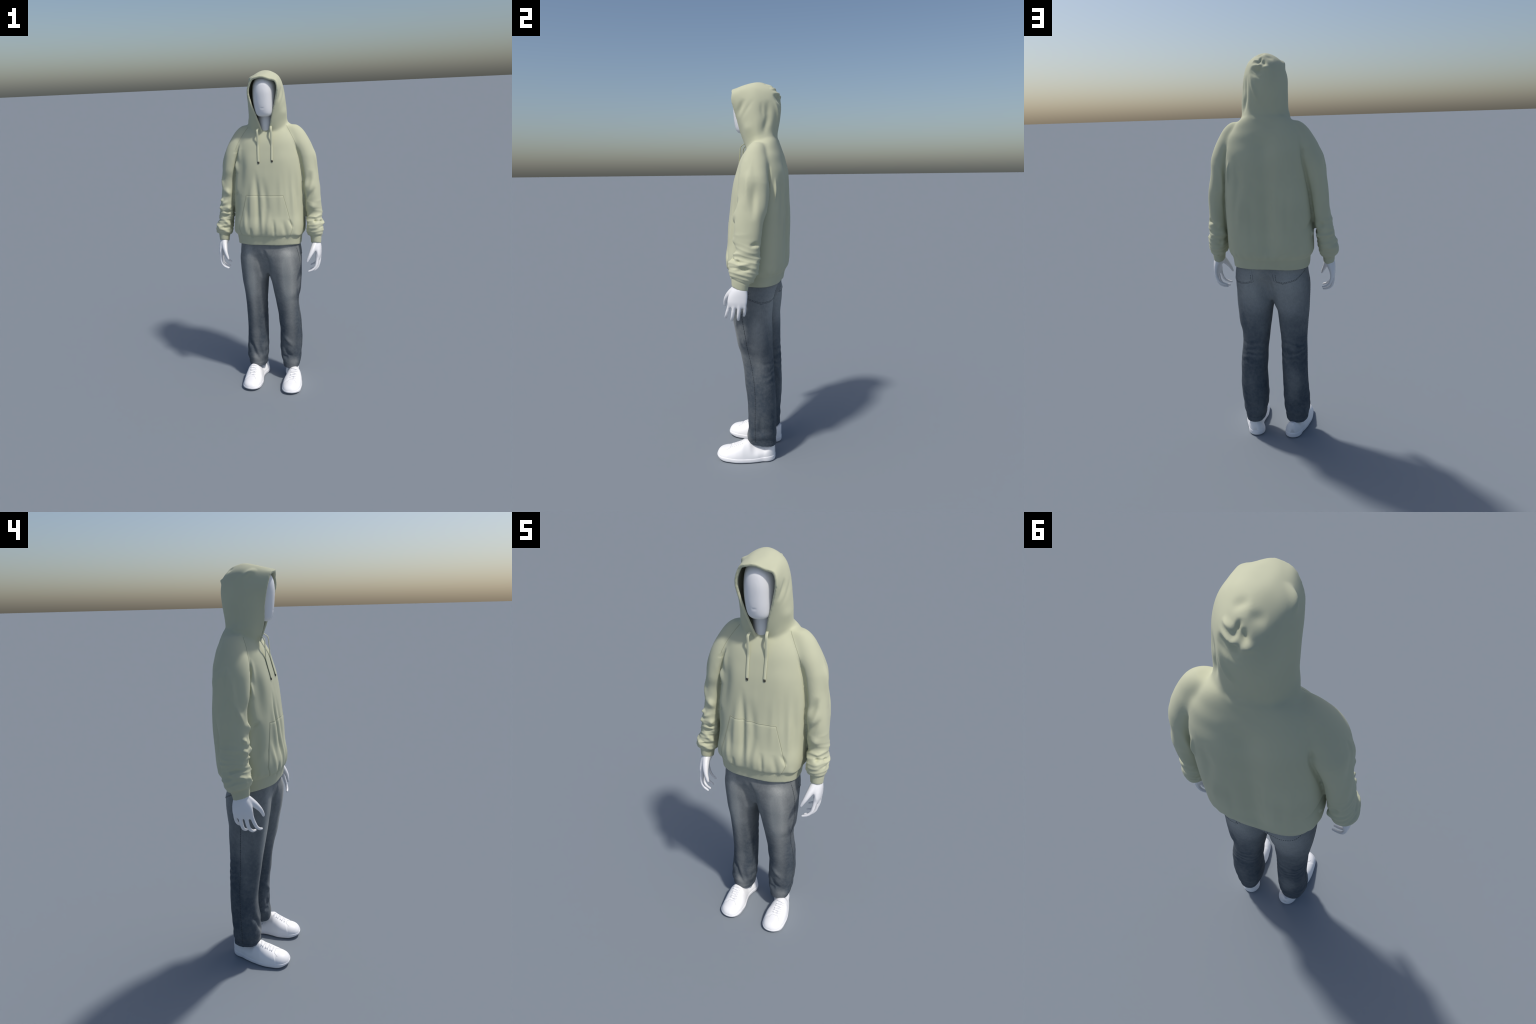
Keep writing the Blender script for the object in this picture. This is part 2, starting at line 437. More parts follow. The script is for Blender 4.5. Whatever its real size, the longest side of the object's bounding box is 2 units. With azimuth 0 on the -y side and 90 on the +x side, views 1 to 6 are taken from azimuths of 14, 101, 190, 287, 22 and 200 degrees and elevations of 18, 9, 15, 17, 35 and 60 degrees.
G = hood_surface()
hood_parts = shell(G, .008)
torso_v = loft(column(TORSO, 5, torso_tilt, nf=2.45, nb=2.9))
def hollow_end(rings, depth, wall):
    b = rings[0]; c = b.mean(0); up = np.array([0, 0, 1.])
    return [(b - c) * (wall - .3) + c + up * depth, (b - c) * wall + c + up * depth, (b - c) * wall + c + up * .002, (b - c) * (wall + .08) + c - up * .001] + rings
sl_r = loft(hollow_end(column(SLEEVE_R, 5, sleeve_tilt, nf=2.1, nb=2.1, n=48), .016, .84))
sl_l = loft(hollow_end(column(SLEEVE_L, 5, sleeve_tilt, nf=2.1, nb=2.1, n=48), .016, .84))
V, F = merge([torso_v, sl_r, sl_l, hood_parts])
HV, HF = voxel_union(V, F, VOX)
hs = Skin(HV, HF)
hs.smooth(3)
# blend shoulder yoke and neck join, leave the underarm creases sharp
X = hs.V
yoke = sstep(1.52, 1.60, X[:,2]) * sstep(1.735, 1.70, X[:,2]) * np.clip(sstep(.02, .10, np.abs(X[:,0])) + sstep(.02, .08, X[:,1]), 0, 1)
hs.smooth(28, yoke)
back = sstep(.03, .012, np.abs(X[:,0])) * sstep(.09, .11, X[:,1]) * sstep(1.70, 1.74, X[:,2])
hs.smooth(20, back)
lower = sstep(1.0, 1.05, X[:,2]) * sstep(1.72, 1.70, X[:,2])
hs.smooth(2, lower)

def levels(P):
    def level(rows, P):
        R = np.asarray(rows); z = P[:,2]
        xl, xh, yf, yb = [smooth_table(R[:,0], R[:,k])(z) for k in range(1, 5)]
        return np.hypot((P[:,0]-(xl+xh)/2) / ((xh-xl)/2), (P[:,1]-(yf+yb)/2) / ((yb-yf)/2))
    return level(TORSO, P), level(SLEEVE_R, P), level(SLEEVE_L, P)

def sleeve_side(P):
    """Which cloth a point belongs to: compare nearness to the torso and sleeve columns."""
    t, r, l = levels(P)
    z = P[:,2]; rag = .205 - (z - 1.54) * .52
    isr = np.where(z < 1.54, r < t, P[:,0] > rag); isl = np.where(z < 1.54, l < t, P[:,0] < -rag + .01)
    return isr & (P[:,0] > 0), isl & (P[:,0] < 0)

# ---- cloth folds
Nb = hs.blur(hs.normals(), 6)
Nb /= np.maximum(np.linalg.norm(Nb, axis=1, keepdims=True), 1e-9)
X = hs.V.copy(); isr, isl = sleeve_side(X)
body = ~(isr | isl) & (X[:,2] < 1.66)
ang = np.arctan2(X[:,1] - .03, X[:,0])
amp = sstep(1.62, 1.12, X[:,2]) * sstep(1.015, 1.06, X[:,2])
drape = (np.sin(ang * 9 + 1.2 + 1.5 * vnoise(X * [3, 3, 2], 1)) * .6 + np.sin(ang * 15 + 2.1 * vnoise(X * [4, 4, 1.5], 2)) * .4)
d = body * amp * .0018 * drape
d += body * .0035 * vnoise(X * [9, 9, 4], 3) * sstep(1.64, 1.5, X[:,2])
# gathers where the cloth meets the ribbed hem
d += body * np.exp(-((X[:,2] - hem_rise(X[:,1]) - 1.045) / .02)**2) * .0012 * np.sin(ang * 24 + 5 * vnoise(X * 10, 4))
# bunched forearms
for mask, sgn, sd in ((isr, 1, 5), (isl, -1, 9)):
    s = X[:,2] + .36 * (X[:,1] - .01) * sstep(1.3, 1.02, X[:,2])
    w = vnoise(X * [14, 14, 10], sd)
    k = np.sin(s * TAU / .046 + 2.6 * w + 1.1 * np.sin(np.arctan2(X[:,1] - .02, (X[:,0] * sgn - .285)) * 1.0 + sd))
    ridge = 1 - np.abs(k) ** .8 * 1.25
    d += mask * sstep(1.24, 1.14, s) * sstep(1.018, 1.034, s) * .0026 * ridge
    crumple = 1 - 2.4 * np.abs(vnoise(X * [11, 11, 26], sd + 3))
    d += mask * sstep(1.30, 1.12, s) * sstep(1.022, 1.045, s) * .0050 * crumple
    d += mask * sstep(1.62, 1.45, s) * sstep(1.10, 1.22, s) * .0022 * (1 - 2.4 * np.abs(vnoise(X * [9, 9, 7], sd + 4)))
    a2 = np.arctan2(X[:,1] - .06, X[:,0] * sgn - .25)
    long = np.sin(a2 * 4 + X[:,2] * 14 + 2 * vnoise(X * [5, 5, 3], sd + 1))
    d += mask * sstep(1.16, 1.26, s) * sstep(1.62, 1.50, s) * .0020 * long
lt, lr, ll = levels(X)
for lv in (lr, ll):
    under = np.exp(-((lv - lt) / .075)**2) * np.exp(-((np.minimum(lv, lt) - 1) / .14)**2) * sstep(1.60, 1.54, X[:,2])
    d -= .012 * under
d -= body * (.0008 + .0018 * (X[:,1] < .0)) * np.exp(-((X[:,2] - hem_rise(X[:,1]) - 1.026) / .0045)**2)
zc = X[:,2] + .36 * X[:,1]
d -= (isr | isl) * .0030 * np.exp(-((zc - 1.026) / .0045)**2) * (np.abs(X[:,0]) > .22)
spine = np.exp(-(X[:,0] / .05)**2) * sstep(1.02, 1.10, X[:,2]) * sstep(1.66, 1.56, X[:,2]) * (X[:,1] > .1)
d -= .018 * spine
hs.V = hs.V + Nb * d[:,None]
# individual folds: width, height (negative = valley), points along the fold
def fold(width, height, *pts): hs.stroke(pts, width, height, Nb)
# <HOODIE_FOLDS>
fold(.014, -.012, (-.050, -.086, 1.454), (-.038, -.114, 1.270), (-.035, -.128, 1.061))
fold(.011, .006, (-.011, -.119, 1.244), (-.008, -.120, 1.039))
fold(.009, -.009, (.059, -.125, 1.164), (.062, -.117, 1.031))
fold(.008, -.007, (-.083, -.130, 1.112), (-.084, -.113, 1.024))
fold(.032, -.009, (-.135, -.038, 1.567), (-.144, -.058, 1.451), (-.164, -.068, 1.296))
fold(.011, .011, (-.181, -.019, 1.516), (-.176, -.038, 1.415))
fold(.014, .007, (.165, -.096, 1.067), (.209, -.004, 1.041))
fold(.007, -.007, (.143, -.103, 1.165), (.172, -.096, 1.097))
fold(.017, .004, (.095, -.085, 1.455), (.103, -.123, 1.118))
fold(.017, -.004, (.141, -.068, 1.479), (.154, -.094, 1.193))
fold(.014, .006, (-.121, -.098, 1.222), (-.106, -.108, 1.027))
fold(.016, .006, (.034, -.120, 1.229), (.021, -.119, 1.034))
fold(.018, -.007, (-.004, -.095, 1.413), (.013, -.117, 1.271), (.020, -.135, 1.118))
fold(.016, .006, (-.073, -.091, 1.403), (-.081, -.110, 1.233), (-.087, -.129, 1.105))
fold(.018, -.006, (.178, -.047, 1.464), (.190, -.057, 1.295), (.193, -.071, 1.123))
fold(.016, .006, (.160, -.070, 1.399), (.171, -.079, 1.229), (.178, -.089, 1.072))
fold(.014, -.006, (.112, -.112, 1.160), (.128, -.102, 1.038))
fold(.021, -.006, (.140, .171, 1.546), (.126, .182, 1.427), (.147, .175, 1.249))
fold(.021, .004, (-.148, .162, 1.522), (-.137, .174, 1.353), (-.141, .170, 1.129))
fold(.014, -.007, (-.243, .095, 1.203), (-.279, .098, 1.185))
fold(.011, .007, (-.214, .064, 1.153), (-.270, .091, 1.123))
fold(.011, -.009, (-.285, .087, 1.080), (-.335, .013, 1.095))
fold(.011, -.009, (.304, .090, 1.191), (.256, .093, 1.178), (.232, .053, 1.184))
fold(.011, .007, (.266, .092, 1.150), (.239, .016, 1.123))
fold(.011, -.007, (.311, .086, 1.104), (.263, .088, 1.086), (.213, .106, 1.120))
fold(.007, -.017, (.223, .037, 1.078), (.297, -.040, 1.133), (.333, .028, 1.117))
fold(.007, .010, (.246, -.018, 1.150), (.294, -.026, 1.152), (.329, .015, 1.158))
fold(.005, -.011, (.303, -.057, 1.093), (.339, .004, 1.091))
fold(.021, .010, (.260, -.048, 1.107), (.326, -.028, 1.113))
fold(.016, -.011, (.246, -.027, 1.334), (.274, -.010, 1.434))
fold(.011, -.008, (.224, .009, 1.231), (.271, -.033, 1.295), (.298, -.015, 1.338))
fold(.015, .007, (.225, .003, 1.265), (.266, -.033, 1.325), (.288, -.014, 1.378))
fold(.021, .008, (.226, -.004, 1.394), (.226, .003, 1.281))
fold(.021, .007, (.285, -.032, 1.248), (.273, -.025, 1.192))
fold(.007, -.011, (-.239, -.029, 1.280), (-.165, -.065, 1.310))
fold(.007, -.011, (-.282, -.038, 1.187), (-.227, -.010, 1.175))
fold(.006, -.010, (-.290, -.036, 1.152), (-.235, -.024, 1.155))
fold(.007, -.015, (-.327, -.030, 1.097), (-.243, -.021, 1.066))
fold(.009, .011, (-.296, -.033, 1.142), (-.242, -.017, 1.078))
fold(.009, .011, (-.311, -.049, 1.083), (-.246, -.005, 1.040))
fold(.013, .010, (-.263, -.042, 1.208), (-.229, -.019, 1.200))
fold(.016, .013, (-.267, -.023, 1.327), (-.223, -.008, 1.277))
fold(.009, .008, (-.293, -.024, 1.220), (-.241, -.033, 1.246))
fold(.011, .010, (-.314, -.036, 1.102), (-.291, -.052, 1.061))
fold(.017, -.011, (.289, .071, 1.501), (.305, .071, 1.411), (.313, .073, 1.313))
fold(.009, -.012, (.325, .052, 1.197), (.308, .083, 1.207), (.217, .096, 1.187))
fold(.007, .007, (.327, .055, 1.176), (.214, .104, 1.181))
fold(.007, -.009, (.322, -.020, 1.130), (.333, .011, 1.119))
fold(.009, -.012, (.334, -.021, 1.084), (.327, .066, 1.087))
fold(.008, .009, (.331, -.018, 1.103), (.326, .065, 1.115))
fold(.007, .009, (.175, .156, 1.522), (.188, .152, 1.388))
fold(.014, .007, (.235, .128, 1.520), (.212, .116, 1.313))
fold(.014, .007, (.270, .039, 1.561), (.310, .035, 1.362))
fold(.014, -.007, (.103, -.011, 1.913), (.105, -.029, 1.871), (.088, -.050, 1.822))
fold(.011, -.004, (.097, .073, 1.898), (.102, .077, 1.847), (.100, .088, 1.796))
fold(.025, -.004, (.082, -.030, 1.758), (.118, .056, 1.774))
fold(.011, .003, (.103, .045, 1.914), (.088, -.038, 1.795))
fold(.016, .003, (.113, .058, 1.833), (.188, .061, 1.684))
fold(.016, -.007, (.084, .109, 1.833), (.112, .085, 1.723))
fold(.018, .004, (.119, .184, 1.395), (.142, .172, 1.118))
fold(.018, -.004, (.069, .188, 1.403), (.075, .180, 1.072))
fold(.018, .004, (-.049, .182, 1.479), (-.035, .175, 1.100))
fold(.018, -.004, (-.103, .183, 1.401), (-.104, .179, 1.074))
fold(.005, -.009, (.004, .112, 1.978), (.010, .141, 1.941))
fold(.007, -.009, (.050, .105, 1.959), (.003, .135, 1.950))
fold(.008, -.009, (-.002, .124, 1.964), (-.018, .142, 1.934))
fold(.011, -.009, (.013, .147, 1.923), (-.044, .132, 1.927))
fold(.009, .012, (.057, .117, 1.939), (.014, .143, 1.933), (-.009, .139, 1.944))
fold(.016, -.013, (.059, .121, 1.928), (.019, .148, 1.917), (-.011, .148, 1.918))
fold(.007, .006, (.060, .126, 1.912), (-.016, .154, 1.873))
fold(.009, .007, (.061, .126, 1.911), (.041, .145, 1.840), (.023, .141, 1.782))
fold(.017, -.007, (.078, .103, 1.907), (.091, .101, 1.771))
fold(.014, -.004, (-.009, .106, 1.981), (-.050, .090, 1.965))
fold(.014, -.011, (-.052, -.030, 1.972), (-.088, .030, 1.930))
fold(.014, .006, (.037, .092, 1.977), (-.009, .075, 1.994))
fold(.014, .009, (-.281, .027, 1.428), (-.266, -.027, 1.298))
fold(.011, .006, (-.264, .032, 1.537), (-.283, .016, 1.389))
fold(.014, -.010, (-.171, .152, 1.130), (-.289, -.037, 1.176))
fold(.011, -.010, (-.306, .077, 1.105), (-.289, -.039, 1.129))
fold(.011, -.008, (-.154, .164, 1.171), (-.281, -.029, 1.242))
fold(.010, .011, (-.294, -.012, 1.249), (-.270, -.034, 1.252))
fold(.010, .010, (-.305, -.012, 1.201), (-.273, -.041, 1.200))
fold(.011, .011, (-.319, -.013, 1.119), (-.212, -.026, 1.092))
fold(.010, .010, (-.337, .036, 1.076), (-.200, -.035, 1.044))
fold(.029, -.012, (-.175, -.055, 1.329), (-.204, -.052, 1.083))
fold(.014, .007, (-.150, -.018, 1.601), (-.164, -.040, 1.480))
# </HOODIE_FOLDS>
hs.smooth(1)

def hoodie_labels(P):
    isr, isl = sleeve_side(P); z, x, y = P[:,2], P[:,0], P[:,1]
    lab = np.zeros(len(P), int)
    lab[isr] = 1; lab[isl] = 2
    zr = z + .36 * (y - .0)
    lab[isr & (zr < 1.024) & (x > .22)] = 3; lab[isl & (zr < 1.024) & (x < -.22)] = 4
    lab[(lab == 0) & (z - hem_rise(y) < 1.024)] = 5
    neck = 1.650 + .052 * sstep(-.02, .06, y)
    lab[(z > neck) & (np.abs(x) < .128 - .1 * np.clip(1.71 - z, 0, 1))] = 6
    return lab
cent = np.array([hs.V[f[f >= 0]].mean(0) for f in hs.F])
lab = hoodie_labels(cent)
hoodie = hs.split(lab, ["hoodie", "sleeve", "sleeve", "cuff", "cuff", "hem_band", "hood"],
                  [root, 0, 0, 0, 0, 0, 0], [M_fleece] * 3 + [M_rib] * 3 + [M_fleece])
hoodie_ob = hoodie[0]
H_BVH = hs.bvh()

def hit(bvh, o, d):
    p = bvh.ray_cast(Vector(o), Vector(d))
    return None if p[0] is None else (np.array(p[0]), np.array(p[1]))

front_ray = lambda q: ((q[0], -1, q[1]), (0, 1, 0))

def surface_line(bvh, pts, to_ray, n=40, lift=.0003):
    P = catmull(np.array(pts, float), np.linspace(0, len(pts) - 1, n)); out = []
    for q in P:
        h = hit(bvh, *to_ray(q))
        if h is not None: out.append(h[0] + h[1] * lift)
    return np.array(out)

# kangaroo pocket: upper trapezoid plus lower block, one panel
def pocket_mesh():
    outline = [(-.109, .117, 1.300), (-.128, .137, 1.225), (-.148, .156, 1.150), (-.163, .169, 1.098), (-.155, .160, 1.075), (-.145, .150, 1.052)]
    O = np.array(outline); zz = O[:,2]
    nl = np.interp; nv, nu = 70, 96
    zs = np.linspace(zz[0], zz[-1], nv); P = np.zeros((nu, nv, 3)); Q = P.copy()
    for j, z in enumerate(zs):
        a, b = nl(-z, -zz, O[:,0]), nl(-z, -zz, O[:,1])
        for i, u in enumerate(np.linspace(0, 1, nu)):
            h = hit(H_BVH, (a + (b - a) * u, -1, z), (0, 1, 0))
            e = min(i, nu-1-i, j)
            k = (-.0012, .0003, .0007, .0010)[min(e, 3)] if j < 3 else (-.0012, .0008, .0012, .0012)[min(e, 3)]
            P[i, j] = h[0] + h[1] * k; Q[i, j] = h[0] - h[1] * .003
    V = np.vstack([P.reshape(-1, 3), Q.reshape(-1, 3)]); o = nu*nv; F = []
    for i in range(nu-1):
        for j in range(nv-1):
            a, b, c, d2 = i*nv+j, (i+1)*nv+j, (i+1)*nv+j+1, i*nv+j+1
            F.append((a, b, c, d2)); F.append((o+a, o+d2, o+c, o+b))
    return V, F
add_arrays("kangaroo_pocket", *pocket_mesh(), hoodie_ob, M_fleece)

# raglan seam threads and pocket stitching
def thread(name, rays, parent, radius=.0009, lift=.0001, mat=None):
    P = surface_line(H_BVH, rays, front_ray, 60, lift)
    add_arrays(name, *tube(P, radius, 6), parent, mat or M_seam)
thread("raglan_seam", [(.122, 1.690), (.145, 1.655), (.166, 1.62), (.184, 1.585), (.192, 1.565)], hoodie_ob)
thread("raglan_seam", [(-.110, 1.685), (-.133, 1.652), (-.155, 1.617), (-.172, 1.583), (-.181, 1.560)], hoodie_ob)
thread("pocket_seam", [(-.109, 1.3005), (0, 1.3005), (.117, 1.3005)], hoodie_ob, .0009, .0002)
thread("pocket_seam", [(.1165, 1.300), (.1365, 1.225), (.1555, 1.150), (.1685, 1.099)], hoodie_ob, .0010, .0002)
thread("pocket_seam", [(-.1085, 1.300), (-.1275, 1.225), (-.1475, 1.150), (-.1625, 1.099)], hoodie_ob, .0012, .0002)
thread("pocket_seam", [(.1685, 1.099), (.160, 1.075), (.150, 1.053)], hoodie_ob, .0009, .0002)
thread("pocket_seam", [(-.1625, 1.099), (-.155, 1.075), (-.145, 1.053)], hoodie_ob, .0009, .0002)
# drawstrings with metal tips
for pts in ([(.040, -.030, 1.692), (.044, -.049, 1.676), (.046, -.054, 1.64), (.049, -.06, 1.57), (.051, -.07, 1.515), (.052, -.07, 1.503)],
            [(-.034, -.040, 1.684), (-.037, -.055, 1.668), (-.035, -.057, 1.63), (-.033, -.06, 1.57), (-.030, -.07, 1.51), (-.029, -.07, 1.495)]):
    c = catmull(np.array(pts), np.linspace(0, len(pts) - 1, 40))
    out = []
    for p in c:      # rest on the chest where it would sink in
        h = hit(H_BVH, (p[0], -1, p[2]), (0, 1, 0))
        if h is not None and p[2] < 1.645 and p[1] > h[0][1] - .0035: p = np.array([p[0], h[0][1] - .0035, p[2]])
        out.append(p)
    out = np.array(out)
    s = add_arrays("drawstring", *tube(out, .0064, 10, .26, (1, 0, 0)), hoodie_ob, M_cord)
    t = out[-1] + np.outer([0, .3, 1], [0, 0, -.010])
    add_arrays("drawstring_tip", *tube(t, .0056, 10, .5, (1, 0, 0)), hoodie_ob, M_metal)

# ----------------------------------------------------------------------------- jeans
PELVIS = [(.785, -.150, .165, -.040, .085), (.81, -.180, .194, -.060, .105), (.87, -.185, .199, -.080, .122),
          (.93, -.185, .196, -.101, .140), (.97, -.181, .189, -.103, .142), (1.03, -.176, .184, -.098, .138)]
LEG_R = [(.092, .064, .170, -.016, .143), (.125, .060, .178, -.018, .144), (.16, .052, .184, -.012, .145), (.22, .044, .189, -.008, .145),
         (.30, .045, .192, -.008, .143), (.37, .049, .189, -.013, .140), (.43, .043, .186, -.022, .136), (.48, .038, .181, -.028, .132),
         (.545, .030, .174, -.036, .129), (.60, .024, .176, -.042, .127), (.65, .016, .189, -.049, .126), (.72, .008, .197, -.058, .124),
         (.77, -.002, .200, -.068, .123), (.81, -.008, .200, -.077, .125), (.87, -.016, .200, -.086, .130), (.92, -.02, .195, -.090, .131), (.96, -.01, .170, -.08, .115)]
LEG_L = [(.092, -.168, -.050, -.024, .114), (.125, -.174, -.046, -.026, .115), (.17, -.180, -.042, -.027, .118), (.22, -.178, -.040, -.020, .121),
         (.30, -.174, -.038, -.015, .124), (.36, -.172, -.037, -.016, .125), (.43, -.171, -.036, -.023, .126), (.54, -.171, -.030, -.038, .125),
         (.60, -.173, -.026, -.046, .123), (.66, -.176, -.020, -.054, .119), (.72, -.180, -.015, -.062, .116), (.77, -.183, .004, -.070, .117), (.81, -.185, .008, -.076, .122), (.87, -.187, .014, -.085, .129), (.92, -.180, .016, -.090, .128), (.96, -.155, .01, -.08, .115)]

thigh = lambda z: float(sstep(.60, .72, z))
gap = lambda z: .004 * float(sstep(.40, .5, z) * sstep(.76, .70, z))
LEG_R = [(z, a - .002 + gap(z), b - .002, f - .016 * float(sstep(.50, .72, z)), k - .006) for z, a, b, f, k in LEG_R]
LEG_L = [(z, a - .006, b - .004 - gap(z), f - .001 * thigh(z), k + .004 + .006 * thigh(z)) for z, a, b, f, k in LEG_L]
def trouser_leg(rows, nf):
    rings = column(rows, 5, lambda z, dy: -.07 * float(sstep(.2, .1, z)) * dy, dz=.010, nf=nf, nb=2.35, n=64)
    b = rings[0]; c = b.mean(0)
    hem = [(b - c) * k + c + [0, 0, dz] for k, dz in ((.55, .06), (.90, .055), (.925, .004), (.95, 0.0))]
    return loft(hem + rings)

V, F = merge([loft(column(PELVIS, 5, None, nf=2.7, nb=2.7)), trouser_leg(LEG_R, 2.75), trouser_leg(LEG_L, 2.3)])
JV, JF = voxel_union(V, F, .0034)
js = Skin(JV, JF); js.smooth(3)
X = js.V
cr = sstep(.80, .86, X[:,2])
js.smooth(12, cr); js.smooth(6, sstep(.12, .16, X[:,2]))
Nj = js.blur(js.normals(), 6); Nj /= np.maximum(np.linalg.norm(Nj, axis=1, keepdims=True), 1e-9)
X = js.V.copy()
d = .0035 * vnoise(X * [8, 8, 5], 21) + .0018 * vnoise(X * [16, 16, 14], 22)
low = sstep(.34, .14, X[:,2])
d += low * .0018 * np.sin(X[:,2] * TAU / .07 + 3 * vnoise(X * [9, 9, 6], 23)) * sstep(.105, .13, X[:,2])
kn = np.exp(-((X[:,2] - .52) / .09)**2) * sstep(.05, .09, X[:,1])
d += kn * .0010 * np.sin(X[:,2] * TAU / .042 + 4 * vnoise(X * [12, 12, 9], 24))
js.V = js.V + Nj * (d * sstep(.090, .11, X[:,2]))[:,None]
def crease(width, height, *pts): js.stroke(pts, width, height, Nj)
crease(.030, -.016, (-.060, -.105, .97), (-.040, -.100, .90), (-.022, -.092, .82), (-.012, -.075, .75))
crease(.034, -.026, (.066, .140, .97), (.045, .136, .90), (.028, .128, .82), (.018, .11, .75))
crease(.012, -.012, (-.024, -.105, .98), (-.012, -.103, .93), (.000, -.098, .87), (.006, -.088, .80), (.006, -.07, .74))
crease(.012, -.014, (.020, .142, .98), (.012, .140, .93), (.002, .135, .87), (-.006, .125, .80), (-.006, .10, .74))
# <JEANS_FOLDS>
crease(.014, -.009, (.071, -.000, .262), (.102, -.010, .202), (.145, -.008, .185))
crease(.011, -.007, (.064, .003, .177), (.109, -.012, .178))
crease(.014, -.009, (-.158, .001, .299), (-.120, -.025, .198), (-.080, -.018, .139))
crease(.014, .007, (-.088, -.011, .315), (-.057, .009, .129))
crease(.014, .007, (.062, .005, .348), (.146, -.008, .257))
crease(.011, -.006, (-.039, .026, .558), (-.047, .030, .207))
crease(.014, -.007, (.181, .063, .636), (-.050, .099, .502))
crease(.011, -.006, (.189, .063, .269), (.179, .070, .146))
crease(.014, -.007, (.158, .102, .760), (.122, .117, .600))
crease(.011, .006, (-.053, .107, .470), (-.093, .128, .320))
crease(.014, -.007, (-.176, .036, .323), (-.108, -.025, .195))
# </JEANS_FOLDS>
js.smooth(1)
cent = np.array([js.V[f[f >= 0]].mean(0) for f in js.F])
lab = np.zeros(len(cent), int)
legz = .80
lab[(cent[:,2] < legz) & (cent[:,0] > .003)] = 1; lab[(cent[:,2] < legz) & (cent[:,0] <= .003)] = 2
jeans = js.split(lab, ["jeans", "trouser_leg", "trouser_leg"], [root, 0, 0], [M_denim] * 3)
jeans_ob = jeans[0]; J_BVH = js.bvh()

def polar_hit(cx, cy, ang_deg, z, reach=.5):
    a = math.radians(ang_deg); u = np.array([math.cos(a), math.sin(a), 0])
    return hit(J_BVH, np.array([cx, cy, z]) + u * reach, -u)

def seat_pocket(cx, cy, bottom, top=.985, nu=56, nv=44):
    """Patch pocket wrapped round the hip; bottom = (angle, height) corners of its lower edge."""
    B = np.array(bottom); P = np.zeros((nu, nv, 3)); Q = P.copy(); edge = []
    for i, u in enumerate(np.linspace(0, 1, nu)):
        ang = B[0,0] + (B[-1,0] - B[0,0]) * u; zb = np.interp(ang, B[:,0], B[:,1])
        for j, v in enumerate(np.linspace(0, 1, nv)):
            h = polar_hit(cx, cy, ang, zb + (top - zb) * v)
            e = min(i, nu - 1 - i, j)
            P[i, j] = h[0] + h[1] * (-.001 if e == 0 else .0018); Q[i, j] = h[0] - h[1] * .003
    V = np.vstack([P.reshape(-1, 3), Q.reshape(-1, 3)]); o = nu * nv; F = []
    for i in range(nu-1):
        for j in range(nv-1):
            a, b, c, d2 = i*nv+j, (i+1)*nv+j, (i+1)*nv+j+1, i*nv+j+1
            F.append((a, b, c, d2)); F.append((o+a, o+d2, o+c, o+b))
    rim = np.vstack([P[0, :nv//2][::-1], P[:, 0], P[-1, :nv//2]])
    inner = np.vstack([P[3, 3:nv//2][::-1], P[3:-3, 3], P[-4, 3:nv//2]])
    return V, F, rim, inner

def dashes(line, length, pitch, radius, lift=.0006):
    """Short raised stitches along a polyline."""
    L = np.asarray(line); d = np.r_[0, np.cumsum(np.linalg.norm(np.diff(L, axis=0), axis=1))]
    at = lambda t: np.array([np.interp(t, d, L[:,k]) for k in range(3)])
    return [tube([at(t), at(t + length/2), at(t + length)], radius, 5) for t in np.arange(0, d[-1] - length, pitch)]

stitches = []
for cx, cy, bottom in ((.09, .03, [(-14, .910), (-6, .906), (27, .882), (64, .886), (91, .898)]),
                       (-.08, .03, [(60, .906), (66, .899), (82, .893), (116, .912), (146, .946), (158, .956)])):
    V, F, rim, inner = seat_pocket(cx, cy, bottom)
    pk = add_arrays("seat_pocket", V, F, jeans_ob, M_denim)
    add_arrays("pocket_edge", *tube(rim, .0013, 6), jeans_ob, M_stitch)
    stitches += dashes(inner, .005, .009, .0012)
SIDE_R = [(.19, -.042, .96), (.197, -.030, .87), (.197, -.016, .78), (.19, -.004, .69), (.174, .005, .616), (.172, .017, .553), (.184, .035, .447), (.188, .040, .343), (.181, .036, .195), (.174, .035, .118)]
SIDE_L = [(-.19, .030, .90), (-.191, .039, .779), (-.181, .048, .647), (-.177, .056, .497), (-.177, .061, .406), (-.181, .059, .285), (-.184, .054, .194), (-.176, .055, .118)]
for line in (SIDE_R, SIDE_L):
    C = catmull(np.array(line), np.linspace(0, len(line) - 1, 160))
    P = []
    for p in C:
        h = J_BVH.find_nearest(Vector(p)); P.append(np.array(h[0]) + np.array(h[1]) * .0002)
    P = np.array(P)
    stitches += dashes(P, .0055, .013, .0012)
    add_arrays("side_seam", *tube(P, .0009, 5), jeans_ob, M_ridge)
for rows, cx, cy in ((LEG_R, .117, .063), (LEG_L, -.118, .045)):
    P = []
    for a in np.linspace(0, 360, 73):
        h = polar_hit(cx, cy, a, .116, .105); P.append(h[0] + h[1] * .0001)
    stitches += dashes(np.array(P), .004, .007, .0007)
so = add_arrays("stitching", *merge(stitches), jeans_ob, M_stitch); so["kind"] = "stuff"

# ----------------------------------------------------------------------------- mannequin head, neck, hands
def egg_head():
    rows = [(1.748, -.024, .036, -.062, .0), (1.755, -.038, .050, -.074, .03), (1.775, -.050, .061, -.083, .06), (1.80, -.057, .067, -.088, .08),
            (1.84, -.064, .073, -.092, .10), (1.88, -.066, .076, -.094, .115), (1.915, -.064, .074, -.091, .118), (1.945, -.055, .065, -.080, .11),
            (1.965, -.040, .050, -.062, .095), (1.978, -.018, .028, -.035, .065)]
    return loft(column(rows, 5, None, dz=.006, nf=2.2, nb=2.0, n=64))
V, F = voxel_union(*egg_head(), .004)
hd = Skin(V, F); hd.smooth(8)
hd.V += hd.normals() * (-.0016 * np.exp(-((hd.V[:,2] - 1.796) / .003)**2) * sstep(.012, .005, np.abs(hd.V[:,0] - .006)) * (hd.V[:,1] < 0))[:,None]
